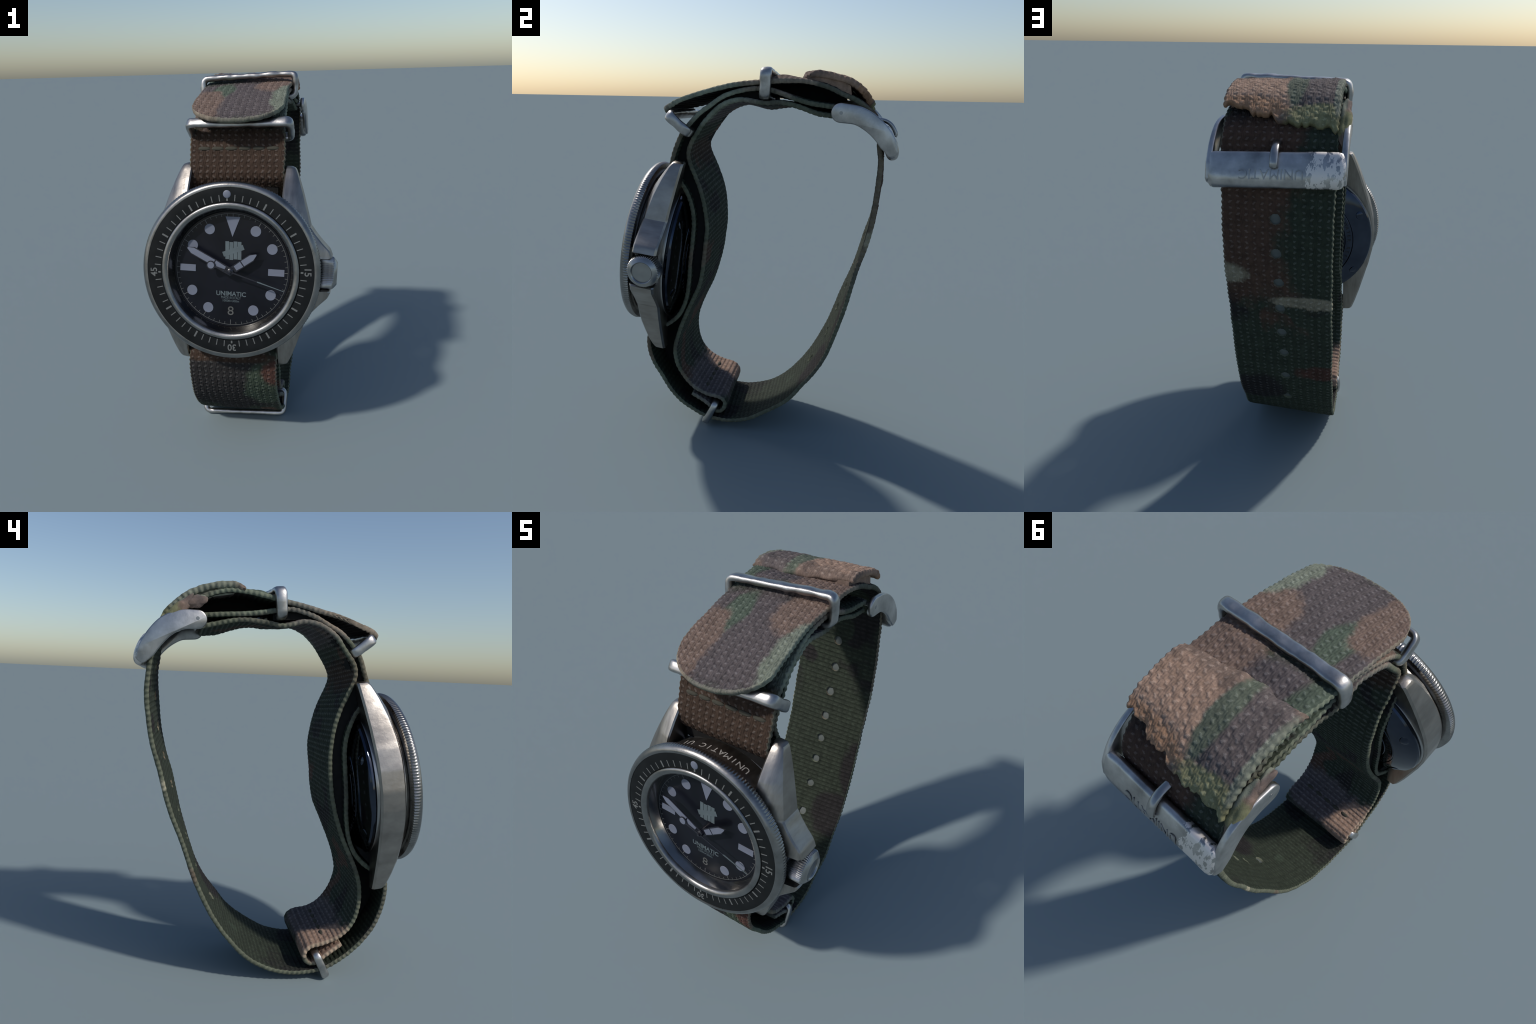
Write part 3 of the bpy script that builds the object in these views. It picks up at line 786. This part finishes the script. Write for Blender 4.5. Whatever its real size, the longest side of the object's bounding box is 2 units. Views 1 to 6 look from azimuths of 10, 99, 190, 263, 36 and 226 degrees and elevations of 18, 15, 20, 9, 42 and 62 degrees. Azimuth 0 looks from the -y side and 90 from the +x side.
under_sections = [
    (prx([(0.195, 0.400, 1.770), (0.195, 0.310, 1.779), (0.195, 0.243, 1.803), (0.195, 0.176, 1.823), (0.195, 0.109, 1.831), (0.195, 0.060, 1.826), (0.195, 0.010, 1.831), (0.195, -0.059, 1.841), (0.195, -0.120, 1.832), (0.195, -0.182, 1.802), (0.195, -0.226, 1.761), (0.195, -0.262, 1.721), (0.195, -0.290, 1.680), (0.195, -0.324, 1.626), (0.195, -0.343, 1.571)]),
     prx([(-0.279, 0.400, 1.775), (-0.279, 0.299, 1.800), (-0.279, 0.249, 1.811), (-0.279, 0.186, 1.817), (-0.279, 0.122, 1.812), (-0.279, 0.070, 1.805), (-0.279, 0.015, 1.795), (-0.279, -0.040, 1.808), (-0.279, -0.092, 1.823), (-0.279, -0.151, 1.817), (-0.279, -0.205, 1.794), (-0.279, -0.254, 1.759), (-0.279, -0.284, 1.718), (-0.279, -0.312, 1.680), (-0.279, -0.345, 1.637), (-0.279, -0.357, 1.592)])),
    (prx([(0.195, -0.332, 1.515), (0.195, -0.303, 1.447), (0.195, -0.280, 1.385), (0.195, -0.258, 1.293), (0.194, -0.247, 1.190), (0.193, -0.257, 1.105), (0.193, -0.263, 1.060), (0.193, -0.274, 0.966), (0.193, -0.293, 0.873), (0.193, -0.327, 0.792), (0.189, -0.371, 0.693), (0.186, -0.407, 0.608), (0.183, -0.435, 0.522), (0.180, -0.447, 0.454)]),
     prx([(-0.279, -0.352, 1.553), (-0.279, -0.326, 1.493), (-0.279, -0.299, 1.430), (-0.279, -0.277, 1.368), (-0.279, -0.262, 1.298), (-0.279, -0.255, 1.210), (-0.279, -0.256, 1.136), (-0.279, -0.264, 1.065), (-0.279, -0.277, 0.976), (-0.279, -0.304, 0.871), (-0.291, -0.342, 0.765), (-0.293, -0.387, 0.673), (-0.294, -0.426, 0.587), (-0.296, -0.448, 0.514), (-0.297, -0.453, 0.440)])),
    (prx([(0.177, -0.434, 0.378), (0.173, -0.397, 0.303), (.170, -.342, .241), (.169, -.271, .204), (.168, -.200, .191), (.168, -.166, .168), (0.168, -0.162, 0.142), (0.168, -0.180, 0.108), (0.168, -0.212, 0.098), (0.168, -0.252, 0.136), (0.168, -0.307, 0.173), (0.168, -0.357, 0.196)]),
     prx([(-0.299, -0.440, 0.352), (-0.301, -0.408, 0.286), (-0.302, -0.352, 0.234), (-0.303, -0.274, 0.200), (-0.303, -0.210, 0.184), (-0.303, -0.182, 0.156), (-0.303, -0.182, 0.122), (-0.303, -0.202, 0.094), (-0.303, -0.235, 0.092), (-0.302, -0.280, 0.128), (-0.301, -0.330, 0.165), (-0.300, -0.375, 0.195)])),
]
SB = Spine(under_sections)
under = ribbon("strap_underlay", SB, .0225, root, seed=5, ribs=(.70, .55))

# worn, frayed overlay on top of the strap ahead of the buckle
worn_sections = [(
    pr(.196, [(.205, 1.949), (.231, 1.957), (.263, 1.966), (.315, 1.967), (.366, 1.959), (.449, 1.939), (.495, 1.915), (.535, 1.878), (.569, 1.836), (.590, 1.800), (.610, 1.758)]),
    pr(-.292, [(.190, 1.955), (.208, 1.960), (.237, 1.969), (.349, 1.962), (.404, 1.944), (.459, 1.918), (.501, 1.880), (.543, 1.838), (.575, 1.800), (.600, 1.766), (.620, 1.73)]))]
SW = Spine(worn_sections)
def worn0(U):
    return .012 + .045 * np.clip((U - .55) / .45, 0, 1) + .010 * vnoise(np.stack([U * 1.0, U * 0, U * 0 + 4], -1), 9)
def worn1(U):
    base = np.interp(U, [0, .08, .25, .5, .62, .8, 1.0], [.455, .432, .420, .408, .392, .372, .352])
    return base + .010 * vnoise(np.stack([U, U * 0 + 2, U * 0], -1), 14) * 1.5 + .008 * vnoise(np.stack([U, U * 0 + 5, U * 0], -1), 45)
def lumps(P, S, U):
    q = np.stack([S, U * .5, S * 0], -1)
    h = .0030 * vnoise(q, 22) + .0018 * vnoise(q, 60)
    dome = np.exp(-(((P[..., 0] + .049) / .020) ** 2 + ((P[..., 1] - .232) / .020) ** 2)) * .014
    e1 = np.clip(1 - (worn1(U) - S) / .05, 0, 1); e0 = np.clip(1 - (S - worn0(U)) / .05, 0, 1)
    return h * (1 + 1.6 * e1) + dome - .003 * e1 - .014 * e0
worn = ribbon("frayed_overlay", SW, .032, root, s0=worn0, s1=worn1, mats=(M_WORN, M_WORN2, M_WORN), amp=.005, seed=9, rough=.0025, topo=lumps, edge_amp=.003)

# smear of cloth hanging over the left buckle arm
def blob(name, c, r, mat, parent, rot=None, amp=.15, sc=14, nu_=36, nv=24):
    th = np.linspace(0, 2 * np.pi, nu_, endpoint=False); ph = np.linspace(.02, np.pi - .02, nv)
    T_, P_ = np.meshgrid(th, ph)
    d = np.stack([np.sin(P_) * np.cos(T_), np.sin(P_) * np.sin(T_), np.cos(P_)], -1)
    v = d * np.array(r) * (1 + amp * vnoise(d + np.array(c) * 7, sc / 8))[..., None]
    V = v.reshape(-1, 3)
    if rot is not None: V = V @ np.array(rot).T
    V = V + np.array(c)
    F = []
    for k in range(nv - 1):
        for i in range(nu_):
            j = (i + 1) % nu_; F.append((k * nu_ + i, k * nu_ + j, (k + 1) * nu_ + j, (k + 1) * nu_ + i))
    F.append(tuple(range(nu_))); F.append(tuple((nv - 1) * nu_ + i for i in range(nu_)))
    me = mesh_from(name, V, F, [mat]); fix_normals(me)
    return obj(name, me, parent)
Rx = Matrix.Rotation(math.radians(-42), 3, 'X')
blob("frayed_lobe", (-.312, .512, 1.838), (.030, .105, .030), M_WORN, worn, Rx, amp=.3)
blob("frayed_lobe", (-.318, .425, 1.880), (.016, .055, .026), M_WORN, worn, Matrix.Rotation(math.radians(-20), 3, 'X'), amp=.3)

# slabs, most of them near-black, that close the pockets between the layers
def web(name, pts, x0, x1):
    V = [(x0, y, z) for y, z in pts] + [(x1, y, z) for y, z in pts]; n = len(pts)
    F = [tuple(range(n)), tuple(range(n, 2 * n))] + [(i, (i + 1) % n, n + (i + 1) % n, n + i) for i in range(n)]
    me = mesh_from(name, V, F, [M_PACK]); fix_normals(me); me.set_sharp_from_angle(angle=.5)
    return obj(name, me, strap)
web("pocket_fill_slab", [(-.570, .560), (-.578, .470), (-.552, .365), (-.490, .252), (-.430, .185), (-.350, .135), (-.330, .200), (-.390, .255), (-.430, .330), (-.448, .430), (-.440, .530), (-.400, .640), (-.365, .730), (-.380, .735), (-.420, .665), (-.500, .610)], -.14, .03)
web("pocket_fill_slab", [(.070, 1.874), (.070, 1.922), (.180, 1.930), (.260, 1.929), (.340, 1.908), (.430, 1.866), (.445, 1.835), (.340, 1.826), (.260, 1.834), (.180, 1.856)], -.10, .02)
web("pocket_fill_slab", [(-.418, 1.500), (-.410, 1.560), (-.382, 1.630), (-.340, 1.705), (-.270, 1.772), (-.160, 1.842), (-.02, 1.878), (.06, 1.872), (.06, 1.822), (-.06, 1.832), (-.140, 1.822), (-.230, 1.762), (-.300, 1.675), (-.350, 1.585), (-.352, 1.520), (-.360, 1.470)], -.255, .165)
o = web("pocket_fill_slab", [(.250, 1.930), (.250, 1.957), (.320, 1.957), (.400, 1.942), (.460, 1.912), (.468, 1.860), (.420, 1.878), (.350, 1.912)], -.275, .178)
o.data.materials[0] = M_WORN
web("pocket_fill_slab", [(-.362, .76), (-.350, .88), (-.340, .99), (-.326, 1.11), (-.318, 1.22), (-.332, 1.31), (-.356, 1.38), (-.385, 1.43), (-.352, 1.55), (-.322, 1.47), (-.290, 1.39), (-.268, 1.30), (-.257, 1.20), (-.257, 1.10), (-.275, .97), (-.298, .87), (-.336, .77)], -.262, .168)
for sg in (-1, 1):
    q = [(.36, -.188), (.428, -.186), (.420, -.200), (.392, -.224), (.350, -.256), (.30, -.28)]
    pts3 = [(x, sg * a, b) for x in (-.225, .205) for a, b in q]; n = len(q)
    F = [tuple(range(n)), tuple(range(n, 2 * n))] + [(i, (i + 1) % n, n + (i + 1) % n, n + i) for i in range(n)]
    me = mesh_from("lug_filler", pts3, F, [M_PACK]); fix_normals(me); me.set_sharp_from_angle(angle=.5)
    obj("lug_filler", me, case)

# stitched seams
def stitches(sp, s, us, side, n_wide=.066):
    W = .488
    for u in us:
        P, N = sp.at(np.array([s]), np.array([u])); P, N = Vector(P[0]), Vector(N[0])
        Q, _ = sp.at(np.array([s]), np.array([u + .02])); t = (Vector(Q[0]) - P).normalized()
        b = N.cross(t)
        m = Matrix.Identity(4)
        for k in range(3):
            m[k][0], m[k][1], m[k][2], m[k][3] = t[k], b[k], N[k], (P + N * side * .0135)[k]
        th = np.linspace(0, 2 * np.pi, 9)[:-1]
        V, F = [], []
        xs = np.linspace(-1, 1, 9)
        for x in xs:
            r = math.sqrt(max(.05, 1 - abs(x) ** 4))
            V += [(x * n_wide / 2, r * .0100 * math.cos(a), r * .0055 * math.sin(a) - side * .004 * abs(x) ** 3) for a in th]
        for k in range(8):
            for i in range(8):
                j = (i + 1) % 8; F.append((k * 8 + i, k * 8 + j, (k + 1) * 8 + j, (k + 1) * 8 + i))
        me = mesh_from("stitch", V, F, [M_STITCH]); fix_normals(me)
        obj("stitch", me, strap if sp is SP else under, m)
sf = SP.s[np.argmin(np.where(SP.s > SP.len * .7, np.abs(SP.R[:, 2] - 1.622) + np.abs(SP.R[:, 1] + .39), 9))]
Ntest = SP.at(np.array([sf]), np.array([.5]))[1][0]
stitches(SP, sf, np.linspace(.15, .87, 6), 1 if Ntest[1] < 0 else -1)
sb = SB.find((0, -.275, .222))
C_ = (SB.R + SB.L) / 2
sb = SB.s[np.argmin(np.where(SB.s < SB.len * .93, np.hypot(C_[:, 1] + .285, C_[:, 2] - .222), 9))]
Nb = SB.at(np.array([sb]), np.array([.5]))[1][0]
stitches(SB, sb, np.linspace(.22, .80, 5), 1 if Nb[2] > 0 else -1, .05)

# ------------------------------------------------------------------ keepers (wire loops)
def loop_ring(name, corners, rad, a, b, mat, parent, seed=0, lump=.0025, flat=1.0):
    c = [Vector(p) for p in corners]; n = 4
    nr = (c[1] - c[0]).cross(c[3] - c[0]).normalized()
    path = []
    for i in range(n):
        p, q, r_ = c[i - 1], c[i], c[(i + 1) % n]
        d0 = (p - q).normalized(); d1 = (r_ - q).normalized()
        A = q + d0 * rad; B = q + d1 * rad
        for t in np.linspace(0, 1, 9):
            path.append(A * (1 - t) ** 2 + q * 2 * t * (1 - t) + B * t ** 2)
        C2 = r_ - (r_ - q).normalized() * rad
        m = max(2, int((C2 - B).length / .012))
        for t in np.linspace(0, 1, m + 1)[1:-1]:
            path.append(B.lerp(C2, t))
    N = len(path); V, F = [], []; K = 16
    for i in range(N):
        t = (path[(i + 1) % N] - path[i - 1]).normalized()
        o = t.cross(nr).normalized(); w = nr
        for k in range(K):
            th = 2 * math.pi * k / K
            ca, sa = math.cos(th), math.sin(th)
            ex = .75
            p = path[i] + w * (a * math.copysign(abs(ca) ** ex, ca)) + o * (b * math.copysign(abs(sa) ** ex, sa))
            V.append(p)
    V = np.array([tuple(v) for v in V]).reshape(N, K, 3)
    ctr = V.mean(1, keepdims=True); d = V - ctr; d = d / np.linalg.norm(d, axis=-1)[..., None]
    V = V + d * (lump * vnoise(V + seed, 22) + lump * .6 * vnoise(V + seed, 45))[..., None]
    for i in range(N):
        j = (i + 1) % N
        for k in range(K):
            l = (k + 1) % K; F.append((i * K + k, j * K + k, j * K + l, i * K + l))
    me = mesh_from(name, V.reshape(-1, 3), F, [mat]); fix_normals(me)
    return obj(name, me, parent)

loop_ring("strap_keeper", [(.220, .060, 1.980), (-.300, .036, 1.962), (-.300, .022, 1.838), (.220, .050, 1.858)], .035, .027, .0165, M_HARD, root, 1, .0035)
loop_ring("strap_keeper", [(.242, -.424, 1.758), (-.272, -.432, 1.760), (-.272, -.340, 1.684), (.242, -.326, 1.676)], .026, .026, .0165, M_HARD, root, 2, .0025)
loop_ring("strap_keeper", [(.172, -.280, .026), (-.302, -.300, .018), (-.302, -.243, .140), (.176, -.218, .146)], .030, .021, .0160, M_HARD, root, 3, .002)

# ------------------------------------------------------------------ buckle
def sweep_plate(name, pts, half, x0, x1, mat, parent, round_start=True):
    """curved flat arm: centre line in (y,z), half widths, thick from x0 to x1"""
    C = catmull(pts, 10); Hh = np.interp(np.linspace(0, 1, len(C)), np.linspace(0, 1, len(half)), half)
    t = np.gradient(C, axis=0); t /= np.linalg.norm(t, axis=1)[:, None]; nn = np.stack([-t[:, 1], t[:, 0]], 1)
    up = C + nn * Hh[:, None]; dn = C - nn * Hh[:, None]
    pol = list(up) 
    end = C[-1]; r = Hh[-1]
    th = np.linspace(math.pi / 2, -math.pi / 2, 9)[1:-1]
    pol += [end + (t[-1] * math.cos(a) * .55 + nn[-1] * math.sin(a)) * r for a in th]
    pol += list(dn[::-1])
    r = Hh[0]; th = np.linspace(-math.pi / 2, -3 * math.pi / 2, 13)[1:-1]
    pol += [C[0] + (t[0] * math.cos(a) + nn[0] * math.sin(a)) * r for a in th]
    pol = np.array(pol); n = len(pol); c = pol.mean(0)
    # inset outline for rounded edges
    d1 = np.roll(pol, -1, 0) - np.roll(pol, 1, 0); d1 /= np.linalg.norm(d1, axis=1)[:, None]
    inn = np.stack([d1[:, 1], -d1[:, 0]], 1)
    if ((pol + inn * .001 - c) ** 2).sum() > ((pol - c) ** 2).sum(): inn = -inn
    rows = [(x0, .006), (x0 + .0025, .0018), (x0 + .006, 0), (x1 - .006, 0), (x1 - .0025, .0018), (x1, .006)]
    V = []
    for x, ins in rows:
        q = pol + inn * ins
        V += [(x, p[0], p[1]) for p in q]
    V = np.array(V); F = []
    for k in range(len(rows) - 1):
        for i in range(n):
            j = (i + 1) % n; F.append((k * n + i, k * n + j, (k + 1) * n + j, (k + 1) * n + i))
    F.append(tuple(range(n))); F.append(tuple((len(rows) - 1) * n + i for i in range(n)))
    me = mesh_from(name, V, F, [mat]); fix_normals(me); me.set_sharp_from_angle(angle=math.radians(50))
    return obj(name, me, parent)

buckle = None
# crossbar plate: section in (y,z) swept along x, corners rounded
sec = [(.628, 1.712), (.640, 1.722), (.656, 1.722), (.672, 1.703), (.690, 1.668), (.703, 1.630), (.703, 1.600), (.694, 1.584), (.672, 1.577), (.655, 1.585), (.640, 1.612), (.628, 1.652), (.622, 1.685)]
sec = resample(catmull(sec + [sec[0]], 8), 49)[0][:-1]
xs = np.concatenate([[-.3365, -.334, -.329, -.320], np.linspace(-.305, .205, 60), [.218, .227, .2315, .2340]])
cy, cz = sec.mean(0)
V = []; 
for x in xs:
    d = min(x + .3365, .2340 - x)
    k = 1 - .42 * max(0, 1 - d / .028) ** 2.2
    off = .0085 * np.clip((x + .05) / .28, -1, 1) * -1
    for y, z in sec:
        nz = vnoise(np.array([x, y, z]), 18) * .0018
        V.append((x, cy + (y - cy) * k + nz, cz + (z - cz) * k + off + nz))
n = len(sec); F = []
for k in range(len(xs) - 1):
    for i in range(n):
        j = (i + 1) % n; F.append((k * n + i, k * n + j, (k + 1) * n + j, (k + 1) * n + i))
F.append(tuple(range(n))); F.append(tuple((len(xs) - 1) * n + i for i in range(n)))
me = mesh_from("buckle", V, F, [M_PLATE]); fix_normals(me)
buckle = obj("buckle", me, root)
sweep_plate("buckle_arm", [(.421, 1.787), (.50, 1.776), (.558, 1.747), (.610, 1.703), (.650, 1.650), (.676, 1.603)], [.046, .044, .044, .043, .040, .026], .212, .237, M_HARD, buckle)
sweep_plate("buckle_arm", [(.415, 1.802), (.49, 1.797), (.556, 1.766), (.608, 1.712), (.645, 1.655), (.670, 1.615)], [.042, .044, .046, .044, .040, .026], -.340, -.313, M_HARD, buckle)
for x0, x1, y, z in ((.2368, .2376, .423, 1.787), (-.3406, -.3398, .416, 1.806)):
    me = slab("pin_hole", disc_pts(.0085, 20), x0, x1, M_INK)
    M = Matrix(((0, 0, 1, 0), (1, 0, 0, y), (0, 1, 0, z), (0, 0, 0, 1)))
    obj("pin_hole", me, buckle, M)
lathe("buckle_pin", [(0, -.31), (.010, -.31), (.010, .215), (0, .215)], 16, [M_HARD], buckle, Matrix.Translation((0, .420, 1.794)) @ Matrix.Rotation(math.pi / 2, 4, 'Y'))
# prong
pp = catmull([(.50, 1.775), (.56, 1.755), (.605, 1.752), (.640, 1.746), (.670, 1.728), (.690, 1.700), (.697, 1.680), (.692, 1.668)], 8)
V, F = [], []; K = 12
t = np.gradient(pp, axis=0); t /= np.linalg.norm(t, axis=1)[:, None]
for i, p in enumerate(pp):
    w = .0175 * (1 if i < len(pp) - 4 else 1 - .12 * (i - len(pp) + 4))
    nn = np.array([-t[i, 1], t[i, 0]])
    for k in range(K):
        a = 2 * math.pi * k / K
        q = p + nn * .011 * math.sin(a); V.append((-.048 + w * math.copysign(abs(math.cos(a)) ** .7, math.cos(a)), q[0], q[1]))
for i in range(len(pp) - 1):
    for k in range(K):
        l = (k + 1) % K; F.append((i * K + k, i * K + l, (i + 1) * K + l, (i + 1) * K + k))
F.append(tuple(range(K))); F.append(tuple((len(pp) - 1) * K + k for k in range(K)))
me = mesh_from("prong", V, F, [M_STEEL]); fix_normals(me); obj("prong", me, buckle)
# stamped word, upside down, wrapped onto the curved face of the crossbar
face = np.array([(.672, 1.703), (.690, 1.668), (.703, 1.630), (.703, 1.600)])
face = catmull(face, 16)
fs = np.concatenate([[0], np.cumsum(np.linalg.norm(np.diff(face, axis=0), axis=1))])
me = text_mesh("stamped_word", "UNIMATIC", .042, M_INK, .002, width=.262)
co = np.zeros(len(me.vertices) * 3); me.vertices.foreach_get("co", co); co = co.reshape(-1, 3)
q = np.clip(fs[-1] * .62 + co[:, 1], 0, fs[-1])
yy = np.interp(q, fs, face[:, 0]); zz = np.interp(q, fs, face[:, 1])
ty = np.gradient(face[:, 0], fs); tz = np.gradient(face[:, 1], fs)
ny = -np.interp(q, fs, tz); nz = np.interp(q, fs, ty)
xx = -.037 + co[:, 0]
tilt = .0085 * np.clip((xx + .05) / .28, -1, 1) * -1
co = np.stack([xx, yy + ny * (co[:, 2] + .0022), zz + nz * (co[:, 2] + .0022) + tilt], 1)
me.vertices.foreach_set("co", co.ravel()); me.update()
obj("stamped_word", me, buckle)
